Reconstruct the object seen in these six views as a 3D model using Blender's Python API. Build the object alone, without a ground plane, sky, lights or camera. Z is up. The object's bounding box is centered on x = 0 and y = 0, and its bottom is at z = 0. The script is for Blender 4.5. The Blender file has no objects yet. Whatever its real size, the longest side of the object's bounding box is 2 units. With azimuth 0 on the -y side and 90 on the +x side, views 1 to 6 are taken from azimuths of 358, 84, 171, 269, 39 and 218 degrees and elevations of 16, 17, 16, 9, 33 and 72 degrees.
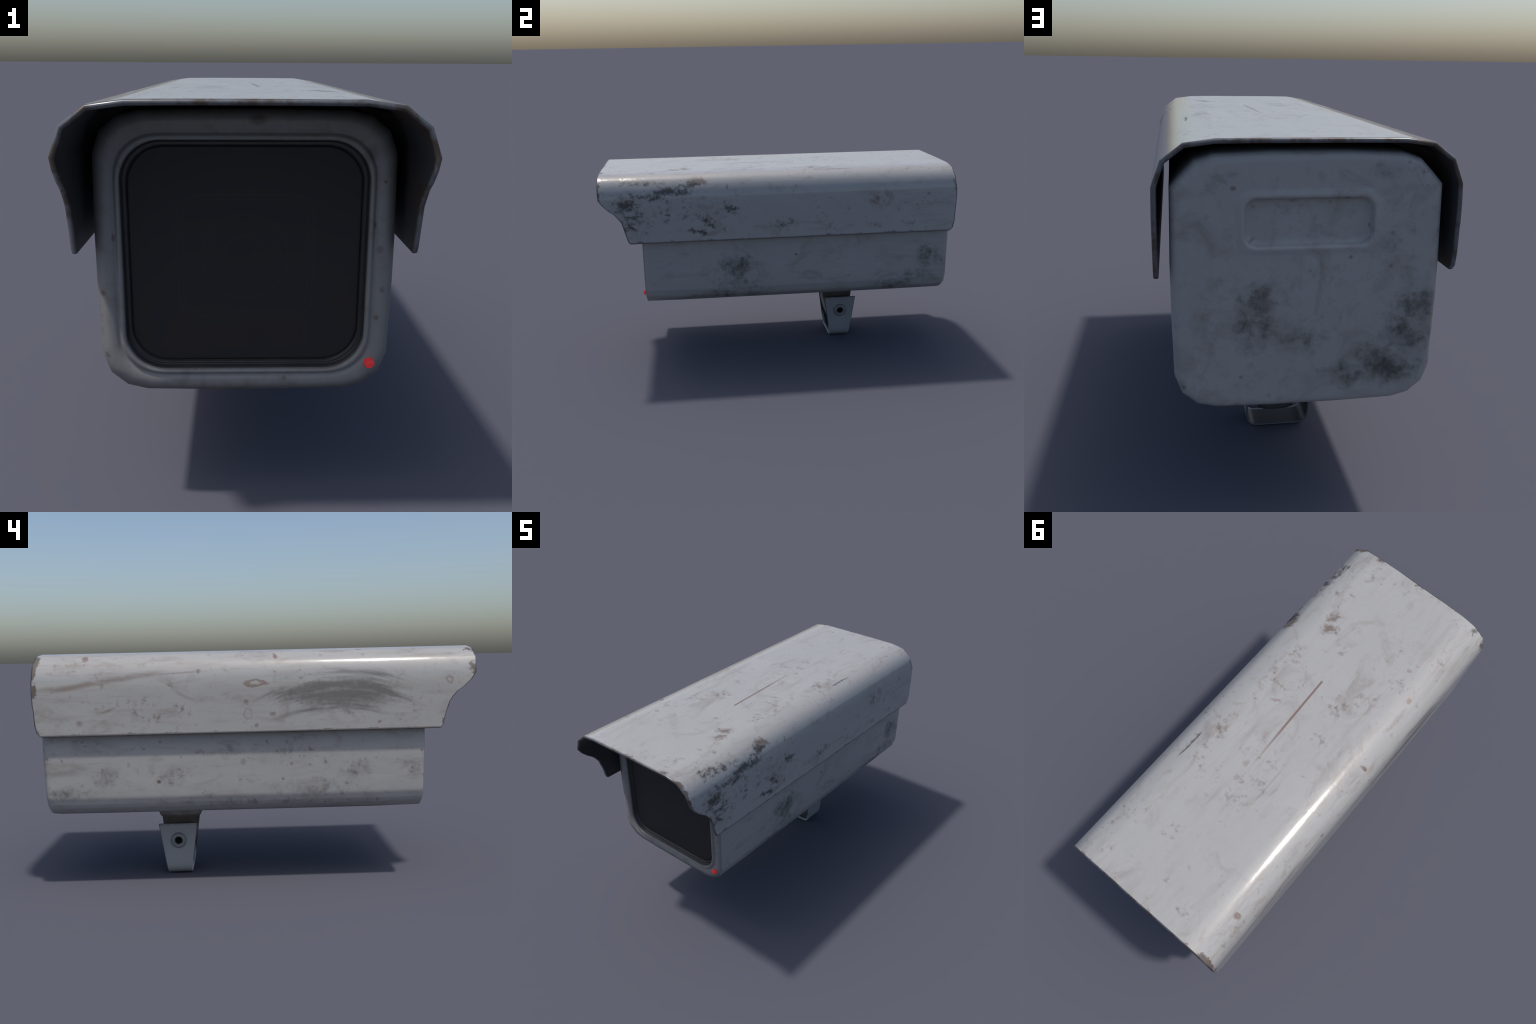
import bpy, math, random
from mathutils import Vector

random.seed(7)

# ------------------------------------------------------------------ helpers
def new_mesh(name, verts, faces, mats, mat_idx=None, normals=None, parent=None, smooth=True):
    me = bpy.data.meshes.new(name)
    if normals is not None:              # wind every face to agree with its given normals
        fixed = []
        for f in faces:
            p = [Vector(verts[i]) for i in f]
            fn = (p[2] - p[0]).cross(p[-1] - p[1]) if len(f) > 3 else (p[1] - p[0]).cross(p[2] - p[0])
            ref = sum((Vector(normals[i]) for i in f), Vector((0, 0, 0)))
            fixed.append(tuple(f) if fn.dot(ref) >= 0 else tuple(f)[::-1])
        faces = fixed
    me.from_pydata(verts, [], faces)
    me.update()
    for m in mats:
        me.materials.append(m)
    if mat_idx:
        me.polygons.foreach_set("material_index", mat_idx)
    me.polygons.foreach_set("use_smooth", [smooth] * len(me.polygons))
    if smooth:
        if normals is None:
            normals = area_normals(me)
        me.normals_split_custom_set_from_vertices(normals)
    ob = bpy.data.objects.new(name, me)
    bpy.context.scene.collection.objects.link(ob)
    if parent:
        ob.parent = parent
    return ob


def area_normals(me):
    """Vertex normals weighted by face area, so broad flat panels stay flat."""
    acc = [Vector((0, 0, 0)) for _ in me.vertices]
    for p in me.polygons:
        w = p.normal * p.area
        for v in p.vertices:
            acc[v] += w
    return [tuple(a.normalized()) if a.length > 1e-12 else (0, 0, 1) for a in acc]


def interp(pts, x):
    """Piecewise linear curve through (x, y) pairs."""
    if x <= pts[0][0]:
        return pts[0][1]
    for (a, fa), (b, fb) in zip(pts, pts[1:]):
        if x <= b:
            return fa + (fb - fa) * (x - a) / (b - a)
    return pts[-1][1]


def loft_rings(rings, close_loop=True, flip=False):
    """Rings of equal point count joined by quads -> verts, faces."""
    n = len(rings[0])
    verts = [p for r in rings for p in r]
    faces = []
    for i in range(len(rings) - 1):
        for j in range(n if close_loop else n - 1):
            k = (j + 1) % n
            f = (i * n + j, i * n + k, (i + 1) * n + k, (i + 1) * n + j)
            faces.append(f[::-1] if flip else f)
    return verts, faces


def revolve(profile, centre, axis, segs, phase=0.0):
    """Lathe a (radius, height) profile about an axis."""
    ax = Vector(axis).normalized()
    u = ax.orthogonal().normalized()
    v = ax.cross(u)
    c = Vector(centre)
    rings = []
    for r, h in profile:
        ring = []
        for s in range(segs):
            a = 2 * math.pi * s / segs + phase
            ring.append(tuple(c + ax * h + (u * math.cos(a) + v * math.sin(a)) * r))
        rings.append(ring)
    return loft_rings(rings)


# --------------------------------------------------- small shader-node language
class G:
    def __init__(self, name):
        self.mat = bpy.data.materials.new(name)
        self.mat.use_nodes = True
        self.t = self.mat.node_tree
        self.t.nodes.clear()
        self.out = self.t.nodes.new("ShaderNodeOutputMaterial")
        self.bsdf = self.t.nodes.new("ShaderNodeBsdfPrincipled")
        self.t.links.new(self.bsdf.outputs[0], self.out.inputs[0])
        tc = self.t.nodes.new("ShaderNodeTexCoord")
        self.P = tc.outputs["Object"]
        sp = self.t.nodes.new("ShaderNodeSeparateXYZ")
        self.t.links.new(self.P, sp.inputs[0])
        self.x, self.y, self.z = sp.outputs
        self.last = None                 # last mask built: the next one waits for it

    def put(self, sock, val):
        if isinstance(val, bpy.types.NodeSocket):
            self.t.links.new(val, sock)
        else:
            sock.default_value = val

    def m(self, op, a, b=0.0, c=0.0, clamp=False):
        n = self.t.nodes.new("ShaderNodeMath")
        n.operation = op
        n.use_clamp = clamp
        for s, v in zip(n.inputs, (a, b, c)):
            self.put(s, v)
        return n.outputs[0]

    def add(self, *a):
        r = a[0]
        for b in a[1:]:
            r = self.m("ADD", r, b)
        return r

    def mul(self, *a):
        r = a[0]
        for b in a[1:]:
            r = self.m("MULTIPLY", r, b)
        return r

    def maxi(self, *a):
        r = a[0]
        for b in a[1:]:
            r = self.m("MAXIMUM", r, b)
        return r

    def step(self, v, lo, hi, to0=0.0, to1=1.0):
        n = self.t.nodes.new("ShaderNodeMapRange")
        n.interpolation_type = "SMOOTHSTEP"
        if lo > hi:
            lo, hi, to0, to1 = hi, lo, to1, to0
        for s, q in zip(n.inputs, (v, lo, hi, to0, to1)):
            self.put(s, q)
        return n.outputs[0]

    def vec(self, x, y, z):
        n = self.t.nodes.new("ShaderNodeCombineXYZ")
        for s, v in zip(n.inputs, (x, y, z)):
            self.put(s, v)
        return n.outputs[0]

    def chained(self, src):
        """Position, made to depend (invisibly) on the previous mask, so that the renderer
        evaluates the many masks one after another and not all at once."""
        if self.last is None:
            return src
        n = self.t.nodes.new("ShaderNodeVectorMath")
        n.operation = "MULTIPLY_ADD"
        self.put(n.inputs[0], self.last)
        n.inputs[1].default_value = (1e-7, 1e-7, 1e-7)
        self.put(n.inputs[2], src)
        return n.outputs[0]

    def mapping(self, loc=(0, 0, 0), rot=(0, 0, 0), scale=(1, 1, 1), kind="POINT", src=None):
        n = self.t.nodes.new("ShaderNodeMapping")
        n.vector_type = kind
        self.put(n.inputs[0], self.chained(src or self.P))
        n.inputs[1].default_value = loc
        n.inputs[2].default_value = rot
        n.inputs[3].default_value = scale
        return n.outputs[0]

    def noise(self, scale, detail=4, rough=0.6, stretch=(1, 1, 1), off=(0, 0, 0), src=None, distort=0.0):
        n = self.t.nodes.new("ShaderNodeTexNoise")
        self.put(n.inputs["Vector"], self.mapping(off, (0, 0, 0), stretch, src=src))
        n.inputs["Scale"].default_value = scale
        n.inputs["Detail"].default_value = detail
        n.inputs["Roughness"].default_value = rough
        n.inputs["Distortion"].default_value = distort
        self.last = n.outputs["Fac"]
        return n.outputs["Fac"]

    def voronoi(self, scale, off=(0, 0, 0)):
        n = self.t.nodes.new("ShaderNodeTexVoronoi")
        self.put(n.inputs["Vector"], self.mapping(off))
        n.inputs["Scale"].default_value = scale
        return n.outputs["Distance"], n.outputs["Color"]

    def blob_len(self, c, r, rot=(0, 0, 0), src=None):
        v = self.mapping(c, rot, r, "TEXTURE", src=src)
        n = self.t.nodes.new("ShaderNodeVectorMath")
        n.operation = "LENGTH"
        self.t.links.new(v, n.inputs[0])
        return n.outputs["Value"]

    def blob(self, c, r, rot=(0, 0, 0), inner=0.15, src=None):
        self.last = self.step(self.blob_len(c, r, rot, src), 1.0, inner)
        return self.last

    def blobs(self, items, inner=0.15, src=None):
        """items: (centre, radii[, rot[, strength]])"""
        out = None
        for it in items:
            b = self.blob(it[0], it[1], it[2] if len(it) > 2 else (0, 0, 0), inner, src)
            if len(it) > 3:
                b = self.mul(b, it[3])
            out = b if out is None else self.maxi(out, b)
        return out

    def warp(self, scale, amount):
        """Object position nudged by noise, so that spots and rings come out ragged."""
        n = self.t.nodes.new("ShaderNodeTexNoise")
        self.put(n.inputs["Vector"], self.P)
        n.inputs["Scale"].default_value = scale
        n.inputs["Detail"].default_value = 3
        a = self.t.nodes.new("ShaderNodeVectorMath")
        a.operation = "MULTIPLY_ADD"
        self.t.links.new(n.outputs["Color"], a.inputs[0])
        a.inputs[1].default_value = (amount,) * 3
        b = self.t.nodes.new("ShaderNodeVectorMath")
        b.operation = "ADD"
        b.inputs[1].default_value = (-amount * 0.5,) * 3
        self.t.links.new(self.P, b.inputs[0])
        self.t.links.new(b.outputs[0], a.inputs[2])
        return a.outputs[0]

    def ring(self, c, r, width, rot=(0, 0, 0), src=None):
        l = self.blob_len(c, r, rot, src)
        return self.step(self.m("ABSOLUTE", self.add(l, -0.75)), width, width * 0.3)

    def curve(self, val, pts, x0, x1):
        """Piecewise linear function of val through pts (x, y); y in [-1.5, 1.5]."""
        n = self.t.nodes.new("ShaderNodeFloatCurve")
        cm = n.mapping
        cm.use_clip = False
        c = cm.curves[0]
        q = [((x - x0) / (x1 - x0), (y + 1.5) / 3.0) for x, y in pts]
        c.points[0].location = q[0]
        c.points[1].location = q[-1]
        for p in q[1:-1]:
            c.points.new(*p)
        for p in c.points:
            p.handle_type = "VECTOR"
        cm.update()
        self.put(n.inputs["Value"], self.m("DIVIDE", self.add(val, -x0), x1 - x0, clamp=True))
        return self.add(self.mul(n.outputs[0], 3.0), -1.5)

    def mix(self, fac, a, b):
        n = self.t.nodes.new("ShaderNodeMix")
        n.data_type = "RGBA"
        self.put(n.inputs[0], fac)
        for s, v in ((n.inputs[6], a), (n.inputs[7], b)):
            self.put(s, v if isinstance(v, bpy.types.NodeSocket) else (*v, 1.0))
        return n.outputs[2]

    def scale_col(self, col, f):
        n = self.t.nodes.new("ShaderNodeVectorMath")
        n.operation = "SCALE"
        self.put(n.inputs[0], col)
        self.put(n.inputs["Scale"], f)
        return n.outputs[0]

    def bump(self, h, strength, dist):
        n = self.t.nodes.new("ShaderNodeBump")
        n.inputs["Strength"].default_value = strength
        n.inputs["Distance"].default_value = dist
        self.put(n.inputs["Height"], h)
        self.t.links.new(n.outputs[0], self.bsdf.inputs["Normal"])

    def set(self, **kw):
        for k, v in kw.items():
            s = self.bsdf.inputs[k.replace("_", " ")]
            if k in ("Base_Color", "Emission_Color") and isinstance(v, tuple):
                v = (*v, 1.0)
            self.put(s, v)
        return self.mat


# ------------------------------------------------------------------ dimensions
# hood sheet: half profile, centre of roof to lower hem (x, z, tilt of normal from +z in degrees)
HOOD = [(0.000, 1.111, 0), (0.130, 1.111, 0), (0.250, 1.110, 2), (0.330, 1.099, 22), (0.387, 1.056, 56),
        (0.411, 0.990, 84), (0.412, 0.960, 88), (0.4125, 0.930, 90), (0.413, 0.908, 90), (0.413, 0.886, 90),
        (0.413, 0.864, 90), (0.413, 0.800, 90), (0.413, 0.760, 90), (0.413, 0.745, 90)]
HOOD_T = 0.014
# front and rear edge of the hood in side view: (z, y)
HOOD_FRONT = [(0.745, -0.842), (0.760, -0.850), (0.800, -0.861), (0.864, -0.880), (0.886, -0.895),
              (0.908, -0.913), (0.930, -0.943), (0.960, -0.974), (0.990, -0.994), (1.056, -0.999), (1.111, -1.000)]
HOOD_REAR = [(0.745, 0.971), (0.760, 0.986), (0.800, 0.994), (0.930, 1.000), (0.990, 0.998), (1.056, 0.993), (1.111, 0.991)]

ZC, HW, HH = 0.716, 0.370, 0.3635      # housing section centre, half width, half height
Y_FRONT, Y_REAR = -0.7710, 0.958

# ------------------------------------------------------------------ materials
PAINT = (0.331, 0.330, 0.325)
GRIME = (0.045, 0.042, 0.038)
UMBER = (0.120, 0.085, 0.065)
RUST = (0.165, 0.075, 0.048)


def paint_base(g, seed):
    """Off-white paint with faint mottling, lengthwise brushing and thin brownish film."""
    big = g.noise(2.6, 3, 0.5, off=(seed, 0, 0))
    mid = g.noise(13, 5, 0.62, off=(0, seed, 0))
    grain = g.noise(11, 6, 0.68, stretch=(2.4, 0.30, 2.4), off=(0, 0, seed))
    hair = g.noise(30, 4, 0.7, stretch=(2.6, 0.16, 2.6), off=(seed, 2, 0))
    k = g.add(0.80, g.mul(big, 0.14), g.mul(mid, 0.10), g.mul(grain, 0.10), g.mul(hair, 0.06))
    col = g.scale_col(g.mix(1.0, PAINT, PAINT), k)
    # thin brown film where the brushing is dense
    veil = g.mul(g.step(grain, 0.46, 0.74), g.step(big, 0.34, 0.60), 0.50)
    col = g.mix(veil, col, (0.205, 0.180, 0.158))
    wisp = g.noise(8, 6, 0.66, off=(seed, seed, 3), distort=1.1, stretch=(1, 0.6, 1))
    col = g.mix(g.mul(g.step(wisp, 0.51, 0.72), 0.48), col, (0.195, 0.165, 0.145))
    lines = g.mul(g.step(hair, 0.58, 0.72), g.step(mid, 0.42, 0.58), 0.30)
    col = g.mix(lines, col, (0.17, 0.145, 0.125))
    return col, big, mid, grain


def finish(g, col, dirt, rough=0.30):
    r = g.add(rough, g.mul(dirt, 0.40), g.mul(g.noise(24, 4, 0.6), 0.08))
    g.last = None
    g.bump(g.noise(16, 2, 0.5), 0.05, 0.003)
    return g.set(Base_Color=col, Roughness=r, IOR=1.5)


def make_hood_paint():
    g = G("weathered_hood_paint")
    col, big, mid, grain = paint_base(g, 1.7)
    fine = g.noise(42, 5, 0.62, off=(3, 1, 0))
    coarse = g.noise(17, 4, 0.6, off=(0, 5, 2))
    clump = g.add(g.mul(fine, 0.55), g.mul(coarse, 0.45))

    # dark speckled grime on the right front shoulder and flank
    right = g.blobs([
        ((0.41, -0.850, 0.960), (0.12, 0.15, 0.085), (0, 0, 0), 1.1),
        ((0.41, -0.740, 1.000), (0.12, 0.20, 0.055)),
        ((0.40, -0.580, 1.025), (0.12, 0.20, 0.050), (0, 0, 0), 1.1),
        ((0.37, -0.490, 1.055), (0.10, 0.13, 0.055), (0, 0, 0), 1.1),
        ((0.36, -0.760, 1.075), (0.08, 0.26, 0.045), (0, 0, 0), 0.75),
        ((0.41, -0.420, 0.860), (0.10, 0.13, 0.045), (-0.6, 0, 0), 0.9),
        ((0.41, -0.470, 0.800), (0.10, 0.19, 0.032), (-0.15, 0, 0), 1.0),
        ((0.41, -0.300, 0.930), (0.10, 0.20, 0.05), (-0.5, 0, 0), 0.48),
        ((0.41, -0.800, 0.860), (0.10, 0.17, 0.12), (0, 0, 0), 0.7),
        ((0.41, -0.560, 0.930), (0.10, 0.40, 0.16), (0, 0, 0), 0.45),
        ((0.41, 0.010, 0.815), (0.10, 0.10, 0.05), (0, 0, 0), 0.6),
    ], 0.0)
    fine_r = g.noise(44, 6, 0.70, off=(1, 6, 2), stretch=(1, 0.75, 1))
    coarse_r = g.noise(13, 4, 0.6, off=(4, 2, 2), stretch=(1, 0.75, 1))
    speck = g.add(g.mul(fine_r, 0.62), g.mul(coarse_r, 0.38), g.mul(right, 0.20))
    dark = g.mul(g.step(speck, 0.585, 0.715), g.step(right, 0.0, 0.25))
    haze = g.mul(g.step(speck, 0.50, 0.74), g.step(right, 0.0, 0.5), 0.45)
    # scratched black marks on the rounded right shoulder, rear
    shoulder = g.blobs([((0.312, 0.33, 1.10), (0.016, 0.11, 0.05), (0, 0, -0.05)),
                        ((0.318, -0.05, 1.10), (0.02, 0.07, 0.04), (0, 0, 0), 0.5)], 0.3)
    slash = g.mul(g.step(g.m("ABSOLUTE", g.add(g.x, g.mul(g.y, -0.03), -0.302, g.mul(g.noise(16, 3, 0.6, off=(5, 5, 0)), 0.012))), 0.007, 0.002),
                  g.step(shoulder, 0.0, 0.5), g.step(fine, 0.30, 0.50), 0.85)
    dark = g.maxi(dark, slash, g.mul(g.step(g.add(fine, g.mul(shoulder, 0.18)), 0.64, 0.80), g.step(shoulder, 0, 0.3), 0.5))
    # cluster of small tick marks along the right of the roof, near the front
    ticks = g.blobs([((0.215, -0.74, 1.11), (0.045, 0.17, 0.05), (0, 0, 0.1)), ((0.30, -0.80, 1.10), (0.05, 0.2, 0.06), (0, 0, 0), 0.8)])
    tick_n = g.noise(26, 3, 0.6, stretch=(0.6, 2.4, 1))
    dark = g.maxi(dark, g.mul(g.step(tick_n, 0.56, 0.74), ticks, 0.60))

    # swept grey smear on the left flank: streaks bent into shallow arcs
    dy = g.add(g.y, 0.36)
    bent = g.vec(g.x, g.mul(g.y, 0.10), g.add(g.z, g.mul(dy, dy, 0.62)))
    sm = g.noise(13, 4, 0.62, src=bent)
    sm2 = g.noise(30, 4, 0.7, src=bent, off=(1, 2, 3))
    area = g.blobs([((-0.41, -0.38, 0.915), (0.10, 0.50, 0.145), (0.0, 0, 0)), ((-0.41, -0.44, 0.905), (0.10, 0.30, 0.13), (0, 0, 0), 0.95)], 0.25)
    dust = g.noise(55, 4, 0.7, off=(2, 7, 1))
    smear = g.mul(g.step(g.add(g.mul(sm, 0.56), g.mul(sm2, 0.30), g.mul(dust, 0.14), g.mul(area, 0.17)), 0.55, 0.73), g.step(area, 0.0, 0.5))
    arc = g.m("ABSOLUTE", g.add(g.z, g.mul(dy, dy, 0.62), -0.848))
    arc = g.mul(g.step(arc, 0.018, 0.001), g.blob((-0.41, -0.38, 0.82), (0.1, 0.42, 0.10), inner=0.3), g.step(sm2, 0.35, 0.60), 0.8)
    arc2 = g.m("ABSOLUTE", g.add(g.z, g.mul(dy, dy, 0.50), -1.010))
    arc2 = g.mul(g.step(arc2, 0.022, 0.001), g.blob((-0.41, -0.47, 0.99), (0.1, 0.30, 0.09), inner=0.3), g.step(sm2, 0.30, 0.55), 0.75)
    smear = g.maxi(g.mul(smear, 0.85), arc, arc2)

    # rust-brown streak on the left rear, scratch on the roof
    wob = g.mul(g.add(g.noise(7, 3, 0.5, off=(9, 0, 0)), -0.5), 0.03)
    zline = g.add(g.z, g.mul(g.y, 0.138), g.mul(wob, 1.0))
    near = g.m("ABSOLUTE", g.add(zline, -1.077))
    streak = g.mul(g.step(near, 0.022, 0.001), g.blob((-0.41, 0.68, 0.98), (0.08, 0.36, 0.12), inner=0.55), g.step(g.noise(30, 4, 0.7, stretch=(1, 0.25, 1)), 0.18, 0.55), 0.66)
    tail = g.mul(g.step(g.m("ABSOLUTE", g.add(g.z, g.mul(g.y, 0.05), -1.032)), 0.007, 0.001), g.blob((-0.41, 0.38, 1.02), (0.08, 0.2, 0.05), inner=0.4), 0.4)
    streak = g.maxi(streak, tail)
    low = g.mul(g.blobs([((-0.41, 0.66, 0.855), (0.08, 0.06, 0.010), (-0.35, 0, 0)), ((-0.41, 0.79, 0.80), (0.08, 0.025, 0.022), (0.6, 0, 0))], 0.1), 0.55)
    streak = g.maxi(streak, low)
    roof_y = g.add(g.x, g.mul(g.y, 0.035), -0.0365)
    scratch = g.mul(g.step(g.m("ABSOLUTE", g.add(roof_y, g.mul(wob, 0.10))), 0.0075, 0.0025),
                    g.step(g.y, -0.297, -0.287), g.step(g.y, 0.30, -0.05), g.step(g.z, 1.08, 1.10), 0.85)
    scr2 = g.mul(g.step(g.m("ABSOLUTE", g.add(g.x, 0.088)), 0.004, 0.001), g.blob((-0.088, 0.25, 1.11), (0.05, 0.17, 0.05)), 0.35)

    # rust dots
    ragged = g.warp(30, 0.030)
    dots = g.blobs([
        ((-0.411, 0.255, 1.022), (0.03, 0.017, 0.013)), ((-0.38, 0.751, 1.083), (0.03, 0.018, 0.012)),
        ((-0.345, 0.760, 1.075), (0.03, 0.020, 0.03)), ((-0.351, -0.091, 1.07), (0.03, 0.014, 0.03)),
        ((-0.411, -0.075, 0.824), (0.03, 0.018, 0.014), (0, 0, 0), 0.7), ((-0.411, -0.09, 1.012), (0.03, 0.012, 0.009), (0, 0, 0), 0.7),
        ((-0.411, -0.555, 0.775), (0.03, 0.010, 0.009), (0, 0, 0), 0.8), ((-0.411, -0.0, 0.775), (0.03, 0.010, 0.012), (0, 0, 0), 0.7),
        ((-0.228, -0.595, 1.111), (0.017, 0.015, 0.03), (0, 0, 0), 0.55), ((-0.317, -0.475, 1.10), (0.017, 0.018, 0.03), (0, 0, 0), 0.9),
        ((0.150, -0.085, 1.111), (0.030, 0.012, 0.03), (0, 0, 0.6), 0.55), ((0.385, -0.30, 1.040), (0.04, 0.012, 0.012), (0, 0, 0), 0.9),
        ((-0.33, -0.36, 1.095), (0.014, 0.10, 0.04), (0, 0, 0.0), 0.35),
        ((0.054, 0.237, 1.111), (0.022, 0.025, 0.03), (0, 0, 0), 0.4), ((0.043, 0.31, 1.111), (0.018, 0.018, 0.03), (0, 0, 0), 0.4),
    ], 0.45, ragged)
    dots = g.mul(dots, g.step(g.noise(60, 3, 0.6), 0.28, 0.50, 0.55, 1.0))
    rings = g.maxi(g.mul(g.ring((-0.411, 0.000, 0.964), (0.06, 0.055, 0.015), 0.50, src=ragged), 0.80),
                   g.mul(g.ring((-0.411, 0.035, 0.827), (0.06, 0.022, 0.026), 0.25, src=ragged), 0.35),
                   g.mul(g.ring((-0.411, -0.873, 0.959), (0.06, 0.016, 0.016), 0.50, src=ragged), 0.45),
                   g.mul(g.ring((0.411, 0.560, 0.945), (0.06, 0.075, 0.055), 0.35, src=ragged), g.step(coarse, 0.44, 0.60), 0.45),
                   g.mul(g.ring((0.18, -0.22, 1.111), (0.10, 0.10, 0.05), 0.12, src=ragged), g.step(fine, 0.44, 0.62), 0.45))

    # brown patches: roof smudge and marks, right flank blots
    brown = g.blobs([
        ((0.190, -0.525, 1.111), (0.085, 0.055, 0.04), (0, 0, 0.3), 1.15), ((0.212, -0.580, 1.111), (0.05, 0.09, 0.04), (0, 0, -0.4), 1.1),
        ((0.315, 0.74, 1.10), (0.05, 0.14, 0.05), (0, 0, 0.1), 0.6), ((0.25, 0.20, 1.111), (0.08, 0.30, 0.05), (0, 0, 0), 0.5),
        ((0.26, -0.20, 1.111), (0.08, 0.25, 0.05), (0, 0, 0), 0.5), ((-0.12, -0.30, 1.111), (0.16, 0.18, 0.05), (0, 0, 0), 0.42),
        ((0.412, 0.560, 0.940), (0.08, 0.10, 0.06), (0, 0, 0), 0.75), ((0.412, 0.530, 0.800), (0.08, 0.06, 0.03), (0, 0, 0), 0.85),
        ((0.412, 0.720, 0.805), (0.08, 0.07, 0.03), (0, 0, 0), 0.6), ((0.412, 0.02, 0.830), (0.08, 0.12, 0.06), (0, 0, 0), 0.6),
        ((0.412, 0.25, 0.840), (0.08, 0.10, 0.08), (0, 0, 0), 0.4), ((0.412, 0.80, 0.92), (0.08, 0.16, 0.10), (0, 0, 0), 0.35),
        ((0.37, -0.46, 1.075), (0.06, 0.09, 0.05), (0, 0, 0), 0.9), ((-0.41, 0.55, 0.86), (0.08, 0.35, 0.08), (0, 0, 0), 0.32),
        ((-0.41, -0.70, 0.80), (0.08, 0.16, 0.05), (0, 0, 0), 0.4), ((-0.05, 0.34, 1.111), (0.15, 0.14, 0.05), (0, 0, 0.5), 0.4)])
    brown = g.mul(g.step(g.add(g.mul(mid, 0.5), g.mul(fine, 0.5), g.mul(brown, 0.17)), 0.55, 0.74), 0.80)

    # chipped edges: distance to the hood outline in side view
    yf = g.curve(g.z, HOOD_FRONT, 0.70, 1.15)
    yr = g.curve(g.z, HOOD_REAR, 0.70, 1.15)
    d = g.m("MINIMUM", g.add(g.y, g.mul(yf, -1.0)), g.add(yr, g.mul(g.y, -1.0)))
    en = g.noise(11, 5, 0.7, stretch=(1.6, 1.6, 1.6), off=(4, 4, 4))
    round_ = g.mul(g.step(g.z, 0.93, 1.02), g.step(g.z, 1.108, 1.06), g.step(g.x, 0.1, -0.1, 0.35, 1.0), 0.13)
    chip = g.step(g.add(d, g.mul(g.add(en, round_, -0.56), -0.12)), 0.011, 0.000)
    spots = g.blobs([((-0.400, -0.985, 1.030), (0.06, 0.045, 0.05), (0, 0, 0), 0.9), ((-0.345, -0.985, 1.095), (0.05, 0.05, 0.03), (0, 0, 0), 0.9), ((-0.400, 0.985, 1.055), (0.06, 0.032, 0.035), (0, 0, 0), 0.9),
                     ((-0.410, 0.992, 0.945), (0.06, 0.032, 0.055), (0, 0, 0), 0.9), ((0.345, -0.99, 1.09), (0.04, 0.025, 0.04), (0, 0, 0), 0.7),
                     ((0.235, -0.99, 1.11), (0.04, 0.025, 0.03)), ((-0.35, 0.985, 1.09), (0.05, 0.035, 0.04))], 0.2)
    chip = g.maxi(chip, g.mul(g.step(g.add(en, g.mul(spots, 0.22)), 0.56, 0.68), g.step(spots, 0.05, 0.3)))
    hem_n = g.noise(9, 5, 0.7, stretch=(1, 0.8, 0.8), off=(2, 8, 4))
    hem = g.step(g.add(g.z, -0.745, g.mul(g.add(hem_n, -0.56), -0.085)), 0.011, 0.001)
    hemline = g.step(g.z, 0.7525, 0.7475)
    edge = g.maxi(chip, g.mul(hem, 0.85), g.mul(hemline, 0.9))

    col = g.mix(haze, col, (0.135, 0.125, 0.115))
    col = g.mix(brown, col, UMBER)
    col = g.mix(g.mul(smear, 0.86), col, (0.075, 0.070, 0.062))
    col = g.mix(g.maxi(streak, scr2), col, (0.155, 0.115, 0.092))
    col = g.mix(g.maxi(scratch, g.mul(dots, 0.85), g.mul(rings, 0.8)), col, (0.150, 0.088, 0.068))
    col = g.mix(g.mul(dark, 0.88), col, GRIME)
    col = g.mix(g.mul(edge, 0.9), col, g.mix(g.step(en, 0.45, 0.6), (0.070, 0.072, 0.076), (0.105, 0.072, 0.052)))
    dirt = g.maxi(dark, g.mul(smear, 0.7), g.mul(edge, 0.6), g.mul(brown, 0.5), g.mul(dots, 0.6))
    return finish(g, col, dirt, g.step(g.z, 1.104, 1.1095, 0.07, 0.24))


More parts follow.
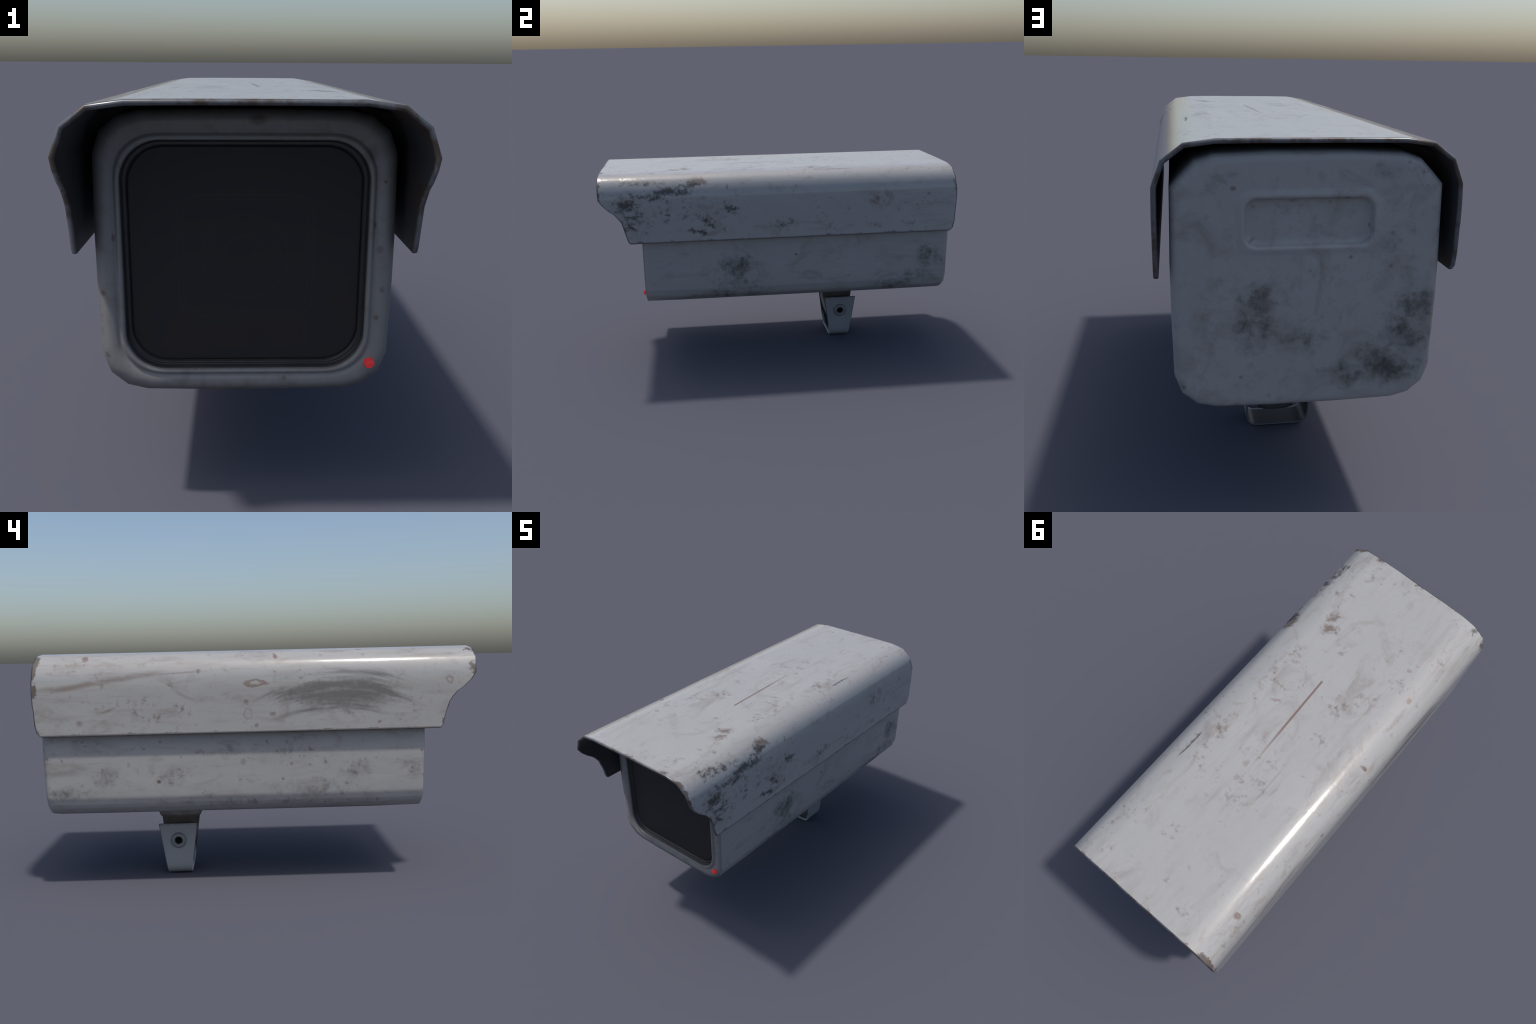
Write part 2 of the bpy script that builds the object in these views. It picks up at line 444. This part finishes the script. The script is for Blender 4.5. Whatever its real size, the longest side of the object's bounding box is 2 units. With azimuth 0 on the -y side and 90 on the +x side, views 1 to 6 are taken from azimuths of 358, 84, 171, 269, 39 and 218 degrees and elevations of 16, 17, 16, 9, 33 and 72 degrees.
def make_housing_paint(name, tone):
    g = G(name)
    col, big, mid, grain = paint_base(g, 6.3)
    
    fine = g.noise(40, 5, 0.62, off=(7, 1, 0))
    coarse = g.noise(15, 5, 0.62, off=(0, 2, 6))
    clump = g.add(g.mul(fine, 0.45), g.mul(coarse, 0.55))
    clouds = g.blobs([
        # right side
        ((0.37, -0.265, 0.570), (0.125, 0.188, 0.138)), ((0.37, -0.25, 0.48), (0.125, 0.275, 0.088), (0, 0, 0), 0.8),
        ((0.37, 0.860, 0.575), (0.125, 0.15, 0.125)), ((0.37, 0.800, 0.47), (0.125, 0.2, 0.1), (0, 0, 0), 0.8),
        ((0.34, -0.30, 0.40), (0.125, 0.525, 0.062), (0, 0, 0), 0.8), ((0.34, 0.66, 0.41), (0.125, 0.3, 0.062), (0, 0, 0), 0.85),
        # left side
        ((-0.37, -0.22, 0.475), (0.12, 0.26, 0.10), (0, 0, 0), 0.68), ((-0.37, 0.87, 0.465), (0.12, 0.18, 0.07), (0, 0, 0), 0.80),
        ((-0.37, 0.70, 0.55), (0.12, 0.13, 0.08), (0, 0, 0), 0.60), ((-0.37, 0.40, 0.555), (0.12, 0.16, 0.09), (0, 0, 0), 0.60),
        ((-0.37, -0.45, 0.55), (0.12, 0.15, 0.09), (0, 0, 0), 0.62), ((-0.37, -0.71, 0.56), (0.12, 0.11, 0.11), (0, 0, 0), 0.62),
        ((-0.36, 0.0, 0.42), (0.12, 1.00, 0.06), (0, 0, 0), 0.45), ((-0.37, -0.1, 0.66), (0.12, 0.6, 0.12), (0, 0, 0), 0.45),
        # rear
        ((0.145, 0.98, 0.635), (0.15, 0.15, 0.138)), ((0.07, 0.98, 0.560), (0.2, 0.15, 0.1), (0, 0, 0), 0.75),
        ((-0.215, 0.98, 0.470), (0.163, 0.15, 0.094), (0, -0.35, 0), 1.5), ((-0.315, 0.98, 0.640), (0.094, 0.15, 0.125), (0, 0, 0), 1.0),
        ((-0.285, 0.98, 0.555), (0.138, 0.15, 0.15), (0, 0, 0), 0.9), ((-0.13, 0.98, 0.450), (0.175, 0.15, 0.075), (0, 0, 0), 1.0),
        ((-0.21, 0.98, 1.02), (0.1, 0.125, 0.044), (0, 0, 0), 0.7), ((-0.22, 0.98, 0.83), (0.062, 0.125, 0.062), (0, 0, 0), 0.6),
        ((0.30, 0.98, 0.60), (0.125, 0.125, 0.275), (0, 0, 0), 0.4), ((0.22, 0.98, 1.0), (0.125, 0.125, 0.075), (0, 0, 0), 0.35)], 0.0)
    soft = g.noise(8.5, 7, 0.64, off=(2, 3, 9))
    grit = g.noise(30, 6, 0.72, off=(5, 5, 1))
    v = g.add(g.mul(soft, 0.50), g.mul(grit, 0.50), g.mul(clouds, 0.19))
    dark = g.mul(g.step(v, 0.54, 0.82), g.step(clouds, 0.0, 0.3))
    veil = g.maxi(g.mul(g.step(clouds, 0.05, 0.9), g.step(coarse, 0.36, 0.62), 0.55), g.mul(g.step(clump, 0.54, 0.70), 0.45))
    peppers = g.mul(g.step(g.add(g.mul(grit, 0.6), g.mul(coarse, 0.4)), 0.575, 0.66), g.step(g.x, -0.2, -0.3), 0.75)
    spots_d, spots_c = g.voronoi(17, (0.3, 0.7, 0.1))
    spots = g.mul(g.step(spots_d, 0.17, 0.07), g.step(big, 0.45, 0.60), 0.7)
    patch = g.mul(g.blob((-0.37, 0.93, 0.587), (0.08, 0.24, 0.045), inner=0.3), g.step(g.noise(18, 4, 0.6, stretch=(1, 0.25, 1)), 0.30, 0.60), 0.6)
    rust = g.blobs([((-0.37, 0.452, 0.520), (0.03, 0.014, 0.012)), ((-0.37, 0.062, 0.604), (0.03, 0.018, 0.022), (0, 0, 0), 0.4),
                    ((-0.37, -0.12, 0.52), (0.03, 0.010, 0.010), (0, 0, 0), 0.6), ((-0.37, -0.16, 0.59), (0.03, 0.012, 0.012), (0, 0, 0), 0.5),
                    ((0.37, 0.083, 0.632), (0.03, 0.013, 0.010), (0, 0, 0), 0.8), ((0.203, 0.98, 0.982), (0.012, 0.03, 0.009), (0, 0, 0), 0.7),
                    ((-0.165, 0.98, 0.875), (0.005, 0.03, 0.012), (0, 0, 0), 0.9), ((0.152, 0.98, 0.842), (0.016, 0.03, 0.008), (0, 0.6, 0), 0.8),
                    ((0.150, 0.98, 0.93), (0.016, 0.03, 0.008), (0, -0.6, 0), 0.6), ((-0.10, 0.98, 0.952), (0.012, 0.03, 0.006), (0, 0, 0), 0.7),
                    ((0.335, -0.77, 0.735), (0.012, 0.03, 0.016), (0, 0, 0), 0.5), ((0.320, -0.77, 0.797), (0.006, 0.03, 0.013), (0, 0, 0), 0.7),
                    ((0.334, -0.77, 0.555), (0.009, 0.03, 0.009), (0, 0, 0), 0.7), ((0.34, -0.77, 0.905), (0.006, 0.03, 0.006), (0, 0, 0), 0.8),
                    ((0.030, -0.77, 1.052), (0.03, 0.03, 0.018), (0, 0, 0), 0.7), ((-0.325, -0.77, 0.765), (0.006, 0.03, 0.014), (0, 0, 0), 0.7),
                    ((0.30, -0.77, 0.97), (0.025, 0.03, 0.035), (0, 0.5, 0), 0.45), ((0.345, -0.77, 0.63), (0.01, 0.03, 0.012), (0, 0, 0), 0.5)], 0.35)
    col = g.mix(g.mul(veil, 0.75), col, (0.175, 0.160, 0.150))
    col = g.mix(patch, col, (0.15, 0.135, 0.115))
    col = g.mix(peppers, col, (0.125, 0.108, 0.098))
    col = g.mix(spots, col, (0.17, 0.125, 0.105))
    col = g.mix(g.mul(dark, 0.92), col, (0.055, 0.050, 0.046))
    col = g.mix(g.mul(rust, 0.9), col, (0.115, 0.062, 0.045))
    col = g.scale_col(col, tone)
    return finish(g, col, g.maxi(dark, g.mul(spots, 0.5)), 0.34)


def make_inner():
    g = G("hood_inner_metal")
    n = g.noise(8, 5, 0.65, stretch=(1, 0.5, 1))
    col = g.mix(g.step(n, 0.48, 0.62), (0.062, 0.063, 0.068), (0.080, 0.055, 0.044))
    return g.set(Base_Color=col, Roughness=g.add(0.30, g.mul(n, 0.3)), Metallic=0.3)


def make_rim():
    g = G("worn_hood_edge")
    n = g.noise(14, 5, 0.7)
    col = g.mix(g.step(n, 0.44, 0.60), (0.125, 0.130, 0.140), (0.075, 0.058, 0.048))
    return g.set(Base_Color=col, Roughness=0.32, Metallic=0.35)


def make_bracket_paint():
    g = G("bracket_paint")
    n = g.noise(6, 4, 0.6)
    n2 = g.noise(40, 4, 0.6)
    k = g.add(0.82, g.mul(n, 0.2), g.mul(n2, 0.08))
    col = g.scale_col(g.mix(1.0, PAINT, (0.275, 0.285, 0.295)), k)
    e = g.maxi(g.step(g.z, 0.03, 0.008), g.step(g.z, 0.249, 0.260))
    col = g.mix(g.mul(e, g.step(n2, 0.38, 0.60), 0.6), col, (0.10, 0.10, 0.10))
    return g.set(Base_Color=col, Roughness=0.42)


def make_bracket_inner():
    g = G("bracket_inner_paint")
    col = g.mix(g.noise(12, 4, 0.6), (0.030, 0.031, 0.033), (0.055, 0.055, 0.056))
    rim = g.mul(g.step(g.add(g.y, g.mul(g.z, 0.13)), 0.350, 0.343), g.step(g.z, 0.10, 0.06))  # highlight on the front edge, painted as a pale line
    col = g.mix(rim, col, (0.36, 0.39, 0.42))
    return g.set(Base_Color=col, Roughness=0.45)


def make_edge():
    g = G("bracket_edge_painted_glint")
    edge_glint = g.mul(g.step(g.y, 0.362, 0.350), g.step(g.z, 0.075, 0.045))  # lit front bottom edge, drawn in with a lighter colour
    col = g.mix(edge_glint, (0.10, 0.105, 0.11), (0.42, 0.45, 0.48))
    return g.set(Base_Color=g.scale_col(col, g.add(0.8, g.mul(g.noise(20, 3, 0.6), 0.4))), Roughness=0.4)


def make_bolt_paint():
    g = G("bolt_paint")
    n = g.noise(40, 4, 0.6)
    return g.set(Base_Color=g.mix(n, (0.15, 0.155, 0.163), (0.22, 0.225, 0.233)), Roughness=0.4)  # grey darkened to bake in contact shading around the washer


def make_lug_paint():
    g = G("shade_darkened_mount_paint")
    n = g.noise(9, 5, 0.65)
    gap_shade = g.mul(g.step(g.z, 0.31, 0.285), g.step(g.z, 0.20, 0.26))  # shading of the gap above the bracket plates, painted dark brown
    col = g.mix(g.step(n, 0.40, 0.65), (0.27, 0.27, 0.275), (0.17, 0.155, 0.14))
    col = g.scale_col(col, g.step(g.z, 0.22, 0.06, 1.0, 0.4))  # lower lug tinted down for the shadow between the plates
    col = g.mix(g.mul(gap_shade, 0.8), col, (0.055, 0.038, 0.028))
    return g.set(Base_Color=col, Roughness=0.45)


def make_gasket():
    g = G("black_rubber")
    n = g.noise(20, 3, 0.5)
    return g.set(Base_Color=g.mix(n, (0.016, 0.017, 0.019), (0.034, 0.033, 0.032)), Roughness=0.45)


def make_glass():
    g = G("smoked_window")
    r = g.m("SQRT", g.add(g.mul(g.x, g.x), g.m("POWER", g.add(g.z, -0.712), 2.0)))

    def line(v, at, w):
        return g.step(g.m("ABSOLUTE", g.add(v, -at)), w, w * 0.2)
    ax = g.m("ABSOLUTE", g.x)
    az = g.m("ABSOLUTE", g.add(g.z, -0.712))
    # rounded square as a superellipse distance
    sq = g.m("POWER", g.add(g.m("POWER", ax, 7.0), g.m("POWER", g.mul(az, 1.07), 7.0)), 1.0 / 7.0)
    marks = g.maxi(g.mul(line(r, 0.054, 0.006), 0.7), line(r, 0.108, 0.005), g.mul(line(r, 0.085, 0.004), 0.5),
                   line(sq, 0.170, 0.005), g.mul(line(sq, 0.157, 0.004), 0.7))
    n = g.noise(3, 4, 0.6, stretch=(1, 1, 2))
    col = g.mix(n, (0.0240, 0.0215, 0.0225), (0.0270, 0.0250, 0.0260))
    col = g.mix(g.mul(marks, 0.5), col, (0.0330, 0.0315, 0.0330))
    return g.set(Base_Color=col, Roughness=0.5, Specular_IOR_Level=0.25)


def make_led():
    g = G("red_indicator")
    n = g.noise(60, 3, 0.5)
    return g.set(Base_Color=g.mix(n, (0.30, 0.016, 0.018), (0.56, 0.036, 0.036)), Roughness=0.3,
                 Emission_Color=(1.0, 0.05, 0.06), Emission_Strength=0.16)


def make_black():
    g = G("bolt_socket_black")
    return g.set(Base_Color=g.mix(g.noise(50, 2, 0.5), (0.003, 0.003, 0.003), (0.008, 0.008, 0.008)), Roughness=0.6, Specular_IOR_Level=0.1)


M_FRAME = make_housing_paint("darker_frame_paint", 0.62)  # base colour scaled to 0.62, darker than the housing
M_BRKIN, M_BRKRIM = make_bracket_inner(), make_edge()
M_BOLT = make_bolt_paint()
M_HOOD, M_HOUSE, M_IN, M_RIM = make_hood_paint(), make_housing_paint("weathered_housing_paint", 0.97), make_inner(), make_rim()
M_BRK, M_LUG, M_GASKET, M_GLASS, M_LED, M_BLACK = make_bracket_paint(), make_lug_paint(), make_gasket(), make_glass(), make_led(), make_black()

# ------------------------------------------------------------------ assembly root
root = bpy.data.objects.new("security_camera", None)
root.empty_display_size = 0.2
bpy.context.scene.collection.objects.link(root)
root["label"] = "weathered off-white box security camera with sun hood and bracket"
root["category"] = "security camera"


# ------------------------------------------------------------------ bent sheet (hood, bracket)
def bent_sheet(name, half, thick, front, rear, n_len, mats, parent, nick=0.0, upside=1):
    """Sheet bent over a half profile (x, z, tilt) mirrored in x; its two ends follow
    front(z) and rear(z); ends and hems are rounded over."""
    prof = [(-x, z, -t) for x, z, t in reversed(half) if x > 1e-6] + list(half)
    N = len(prof)
    nrm = [Vector((math.sin(math.radians(t)), 0, upside * math.cos(math.radians(t)))) for _, _, t in prof]
    # miter-corrected inner profile
    rng = random.Random(3)
    rows_v, rows_n = [], []
    h = thick / 2
    ROUND = 4
    verts, norms, faces, mid = [], [], [], []

    def end_y(z, at_front):
        pts = front if at_front else rear
        return interp(pts, z)
    # stations around the sheet thickness: outer front -> outer rear -> round -> inner rear -> inner front -> round
    stations = []                        # (kind, parameter)
    for i in range(n_len + 1):
        stations.append(("out", i / n_len))
    for k in range(1, ROUND):
        stations.append(("rear", k / ROUND))
    for i in range(n_len + 1):
        stations.append(("in", 1 - i / n_len))
    for k in range(1, ROUND):
        stations.append(("front", k / ROUND))
    jit = [(rng.uniform(-1, 1) * nick if rng.random() < 0.5 else 0, rng.uniform(-1, 1) * nick * 0.6) for _ in range(N)]
    for j, (x, z, t) in enumerate(prof):
        n = nrm[j]
        yf = end_y(z, True) + abs(jit[j][0])
        yr = end_y(z, False) - abs(jit[j][1])
        base = Vector((x, 0, z))
        for kind, s in stations:
            if kind in ("out", "in"):
                y = (yf + h) + (yr - yf - thick) * s
                off = 0 if kind == "out" else -thick
                p = base + n * off
                verts.append((p.x, y, p.z))
                norms.append(tuple(n if kind == "out" else -n))
            else:
                a = math.pi * s
                if kind == "rear":
                    c, dirn, a_ = yr - h, 1, a
                else:
                    c, dirn, a_ = yf + h, -1, math.pi - a
                rad = n * math.cos(a_) + Vector((0, dirn, 0)) * math.sin(a_)
                p = base - n * h + rad * h
                verts.append((p.x, p.y + c, p.z))
                norms.append(tuple(rad))
    S = len(stations)
    for j in range(N - 1):
        for s in range(S):
            s2 = (s + 1) % S
            f = (j * S + s, (j + 1) * S + s, (j + 1) * S + s2, j * S + s2)
            faces.append(f if upside < 0 else f[::-1])
            k, k2 = stations[s][0], stations[s2][0]
            if k == "out" and k2 == "out":
                mid.append(0)
            elif k == "in" and k2 == "in":
                mid.append(1)
            else:
                mid.append(2)
    # hems: rounded closing strips along both lower edges (own vertices: crisp hem)
    for j, sgn in ((0, -1), (N - 1, 1)):
        b = len(verts)
        n = nrm[j]
        down = Vector((n.z, 0, -n.x)) * (sgn * upside)
        down = Vector((0, 0, -1)) if upside > 0 else Vector((0, 0, 1))
        x, z, _ = prof[j]
        yf, yr = end_y(z, True) + h, end_y(z, False) - h
        R = 4
        for i in range(n_len + 1):
            y = yf + (yr - yf) * i / n_len
            for k in range(R + 1):
                a = math.pi * k / R
                rad = n * math.cos(a) + down * math.sin(a)
                p = Vector((x, 0, z)) - n * h + n * math.cos(a) * h + down * (math.sin(a) * h * 0.5)
                verts.append((p.x, y, p.z))
                norms.append(tuple(rad))
        for i in range(n_len):
            for k in range(R):
                f = (b + i * (R + 1) + k, b + (i + 1) * (R + 1) + k, b + (i + 1) * (R + 1) + k + 1, b + i * (R + 1) + k + 1)
                if (sgn > 0) == (upside > 0):
                    f = f[::-1]
                faces.append(f)
                mid.append(2)
        # close hem ends with small fans
        for i in (0, n_len):
            ids = tuple(b + i * (R + 1) + k for k in range(R + 1))
            faces.append(ids)
            mid.append(2)
    return new_mesh(name, verts, faces, mats, mid, norms, parent)


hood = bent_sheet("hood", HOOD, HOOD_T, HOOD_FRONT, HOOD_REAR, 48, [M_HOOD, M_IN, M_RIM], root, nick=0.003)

# ------------------------------------------------------------------ housing outline
# one quarter of the section, side to bottom, as offsets from the centre (faceted corner)
QUARTER = [(0.370, 0.060), (0.3660, 0.258), (0.3465, 0.3125), (0.3055, 0.347), (0.255, 0.3600), (0.100, 0.3635)]
SUB = 3


REAR_TOP = [(0.370, 0.060), (0.3662, 0.272), (0.334, 0.3075), (0.303, 0.3395), (0.255, 0.3560), (0.100, 0.3630)]


def mirror_quarters(q, zc, top=None):
    """Quarter points (x, dz from centre downwards) -> closed loop, counter-clockwise seen from the front (-y)."""
    a = [(x, zc - d) for x, d in q]                      # right side -> bottom right
    b = [(-x, zc - d) for x, d in reversed(q)]           # bottom left -> left
    top = top or q
    c = [(-x, zc + d) for x, d in top]                   # left -> top left
    e = [(x, zc + d) for x, d in reversed(top)]            # top right -> right
    return a + b + c + e


def outer_quarter(dx=0.0, dz=0.0, base=QUARTER):
    q = []
    for (x0, d0), (x1, d1) in zip(base, base[1:]):
        for k in range(SUB):
            t = k / SUB
            q.append((x0 + (x1 - x0) * t, d0 + (d1 - d0) * t))
    q.append(base[-1])
    return [(x * (HW - dx) / HW, d * (HH - dz) / HH) for x, d in q]


NQ = (len(QUARTER) - 1) * SUB + 1


def round_quarter(w, h, r):
    """Rounded-rectangle quarter with the same number of points."""
    q = [(w, (h - r) * 0.25)]
    for k in range(NQ - 2):
        a = (math.pi / 2) * k / (NQ - 3)
        q.append((w - r + r * math.cos(a), h - r + r * math.sin(a)))
    q.append(((w - r) * 0.25, h))
    return q


def ring_at(y, q, zc=ZC):
    return [(x, y, z) for x, z in mirror_quarters(q, zc)]


def blend(q1, q2, t):
    return [(a[0] + (b[0] - a[0]) * t, a[1] + (b[1] - a[1]) * t) for a, b in zip(q1, q2)]


def rear_ring(y, dx, dz):
    return [(x, y, z) for x, z in mirror_quarters(outer_quarter(dx, dz), ZC, outer_quarter(dx, dz, REAR_TOP))]


# housing shell with its rear wall and sunk label panel
rings = [ring_at(Y_FRONT, outer_quarter(0.0, 0.003)), ring_at(-0.56, outer_quarter())]
for i in range(1, 8):
    rings.append(ring_at(-0.56 + i * 1.24 / 8, outer_quarter()))
rings += [ring_at(0.68, outer_quarter()), rear_ring(0.940, 0.000, 0.0015), rear_ring(Y_REAR, 0.0010, 0.003),
          rear_ring(0.9665, 0.004, 0.006), rear_ring(0.9740, 0.010, 0.012),
          rear_ring(0.9770, 0.018, 0.020), rear_ring(0.9780, 0.030, 0.032)]
PZ = 0.889
p_out = round_quarter(0.2030, 0.0945, 0.050)
rings += [ring_at(0.9780, p_out, PZ), ring_at(0.9790, round_quarter(0.1940, 0.0855, 0.045), PZ), ring_at(0.9818, round_quarter(0.1850, 0.0765, 0.040), PZ),
          ring_at(0.9825, round_quarter(0.1790, 0.0705, 0.036), PZ), ring_at(0.9805, round_quarter(0.1740, 0.0655, 0.034), PZ),
          ring_at(0.9700, round_quarter(0.1700, 0.0615, 0.032), PZ), ring_at(0.9640, round_quarter(0.1660, 0.0575, 0.030), PZ),
          ring_at(0.9615, round_quarter(0.1570, 0.0485, 0.026), PZ), ring_at(0.9612, round_quarter(0.1420, 0.0335, 0.018), PZ)]
v, f = loft_rings(rings, flip=False)
n = len(rings[0])
last = (len(rings) - 1) * n
f.append(tuple(last + i for i in range(n)))
housing = new_mesh("housing", v, f, [M_HOUSE], parent=root)

# front frame: rounded outer edge, shallow groove, raised inner lip
oq = outer_quarter(0.0, 0.003)
GZ = 0.7100
lip = round_quarter(0.304, 0.294, 0.100)
profile = [(0.00, -0.7710), (0.05, -0.7730), (0.12, -0.7748), (0.22, -0.7764), (0.34, -0.7774), (0.48, -0.7776), (0.60, -0.7762),
           (0.67, -0.7730), (0.725, -0.7712), (0.77, -0.7732), (0.82, -0.7785), (0.88, -0.7812), (0.945, -0.7802), (0.985, -0.7765), (1.00, -0.7700), (1.00, -0.7560)]
fr = []
for t, y in profile:
    zc = ZC + (GZ - ZC) * t
    fr.append(ring_at(y, blend(oq, lip, t), zc))
v, f = loft_rings(fr, flip=True)
frame = new_mesh("front_frame", v, f, [M_FRAME], parent=root)
# let the outer rim shade like a generous round-over
nr = len(fr[0])
nn = area_normals(frame.data)
for i, w in enumerate((0.95, 0.80, 0.60, 0.35, 0.12)):
    for k in range(nr):
        p, c = Vector(v[i * nr + k]), Vector((0, v[i * nr + k][1], ZC))
        q = p - c
        o = Vector((math.copysign(abs(q.x / HW) ** 6, q.x), 0, math.copysign(abs(q.z / HH) ** 6, q.z))).normalized()
        nn[i * nr + k] = tuple((Vector(nn[i * nr + k]) * (1 - w * 0.5) + o * w).normalized())
frame.data.normals_split_custom_set_from_vertices(nn)

# rubber gasket between the frame lip and the window
gp = [((0.3035, 0.2935, 0.100), -0.7715), ((0.3010, 0.2910, 0.098), -0.7690), ((0.2990, 0.2890, 0.096), -0.7610), ((0.2965, 0.2862, 0.095), -0.7600),
      ((0.2940, 0.2835, 0.094), -0.7615), ((0.2915, 0.2810, 0.093), -0.7600), ((0.2895, 0.2785, 0.092), -0.7530), ((0.2860, 0.2745, 0.090), -0.7500)]
gr = [ring_at(y, round_quarter(*q), GZ + 0.001) for q, y in gp]
v, f = loft_rings(gr, flip=True)
gasket = new_mesh("window_gasket", v, f, [M_GASKET], parent=root)

# smoked window pane with a bevelled edge
wp = [((0.2890, 0.2775, 0.092), -0.7420), ((0.2890, 0.2775, 0.092), -0.7520), ((0.2878, 0.2763, 0.091), -0.7548), ((0.2845, 0.2730, 0.089), -0.7562), ((0.2780, 0.2665, 0.084), -0.7565)]
wr = [ring_at(y, round_quarter(*q), GZ + 0.001) for q, y in wp]
v, f = loft_rings(wr, flip=True)
n = len(wr[0])
b = (len(wr) - 1) * n
f.append(tuple(b + i for i in range(n))[::-1])
f.append(tuple(range(n)))
window = new_mesh("window", v, f, [M_GLASS], parent=root)
# back plate behind the window keeps the housing closed
# red indicator: small faceted dome at the lower right of the frame
prof = [(0.0145, -0.004), (0.0148, 0.002), (0.0138, 0.0065), (0.0105, 0.0115), (0.0005, 0.0136)]
v, f = revolve(prof, (0.3215, -0.7790, 0.4315), (0, -1, 0), 7, 0.3)
led = new_mesh("indicator_light", v, f, [M_LED], parent=root, smooth=False)

# ------------------------------------------------------------------ mounting lug under the housing
def lug_ring(z, hx, y0, y1, p=4.0, m=28):
    yc, hy = (y0 + y1) / 2, (y1 - y0) / 2
    r = []
    for i in range(m):
        a = 2 * math.pi * i / m
        c, s = math.cos(a), math.sin(a)
        r.append((hx * math.copysign(abs(c) ** (2 / p), c), yc + hy * math.copysign(abs(s) ** (2 / p), s), z))
    return r


lr = [lug_ring(0.364, 0.096, 0.262, 0.518, 7), lug_ring(0.345, 0.094, 0.266, 0.512, 7), lug_ring(0.325, 0.090, 0.272, 0.502, 7), lug_ring(0.304, 0.087, 0.280, 0.494, 7),
      lug_ring(0.294, 0.084, 0.285, 0.489, 7), lug_ring(0.290, 0.080, 0.292, 0.482, 7), lug_ring(0.250, 0.079, 0.298, 0.478, 7), lug_ring(0.200, 0.078, 0.306, 0.470, 7),
      lug_ring(0.150, 0.076, 0.318, 0.464, 6), lug_ring(0.110, 0.072, 0.332, 0.455, 6), lug_ring(0.075, 0.070, 0.350, 0.440, 5), lug_ring(0.052, 0.064, 0.366, 0.426, 4),
      lug_ring(0.041, 0.050, 0.380, 0.412, 3), lug_ring(0.035, 0.012, 0.393, 0.400, 2)]
v, f = loft_rings(lr, flip=True)
n = len(lr[0])
f.append(tuple((len(lr) - 1) * n + i for i in range(n))[::-1])
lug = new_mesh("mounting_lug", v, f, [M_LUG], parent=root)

# ------------------------------------------------------------------ U bracket
U_HALF = [(0.000, 0.000, 0), (0.060, 0.000, 0), (0.082, 0.001, 8), (0.098, 0.0075, 36), (0.110, 0.022, 60),
          (0.1155, 0.045, 82), (0.1165, 0.070, 88), (0.1165, 0.160, 90), (0.1165, 0.250, 90), (0.1165, 0.2605, 90)]
U_FRONT = [(0.0, 0.334), (0.2605, 0.3000)]
U_REAR = [(0.0, 0.456), (0.2605, 0.4945)]
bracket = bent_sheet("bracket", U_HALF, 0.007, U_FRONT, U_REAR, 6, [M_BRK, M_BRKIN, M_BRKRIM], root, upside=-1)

# bolts: domed washer head with a dark socket
BOLT = [(0.0400, -0.002), (0.0395, 0.003), (0.0370, 0.0085), (0.0330, 0.0130), (0.0280, 0.0155), (0.0230, 0.0150), (0.0200, 0.0120), (0.0188, 0.0070), (0.0180, 0.0012)]
SOCK = [(0.0180, 0.0012), (0.0120, 0.0008), (0.0040, 0.0008), (0.0038, 0.0020), (0.0022, 0.0028), (0.0004, 0.0028)]
bolt_mesh = None
for sx in (1, -1):
    if bolt_mesh is None:
        v, f = revolve(BOLT, (0, 0, 0), (1, 0, 0), 28)
        v2, f2 = revolve(SOCK, (0, 0, 0), (1, 0, 0), 28)
        k = len(v)
        mi = [0] * len(f) + [1] * len(f2)
        ob = new_mesh("bolt", v + v2, f + [tuple(i + k for i in q) for q in f2], [M_BOLT, M_BLACK], mi, parent=bracket)
        bolt_mesh = ob
    else:
        ob = bolt_mesh.copy()
        bpy.context.scene.collection.objects.link(ob)
        ob.rotation_euler = (0, 0, math.pi)
    ob.location = (sx * 0.1165, 0.397, 0.176)
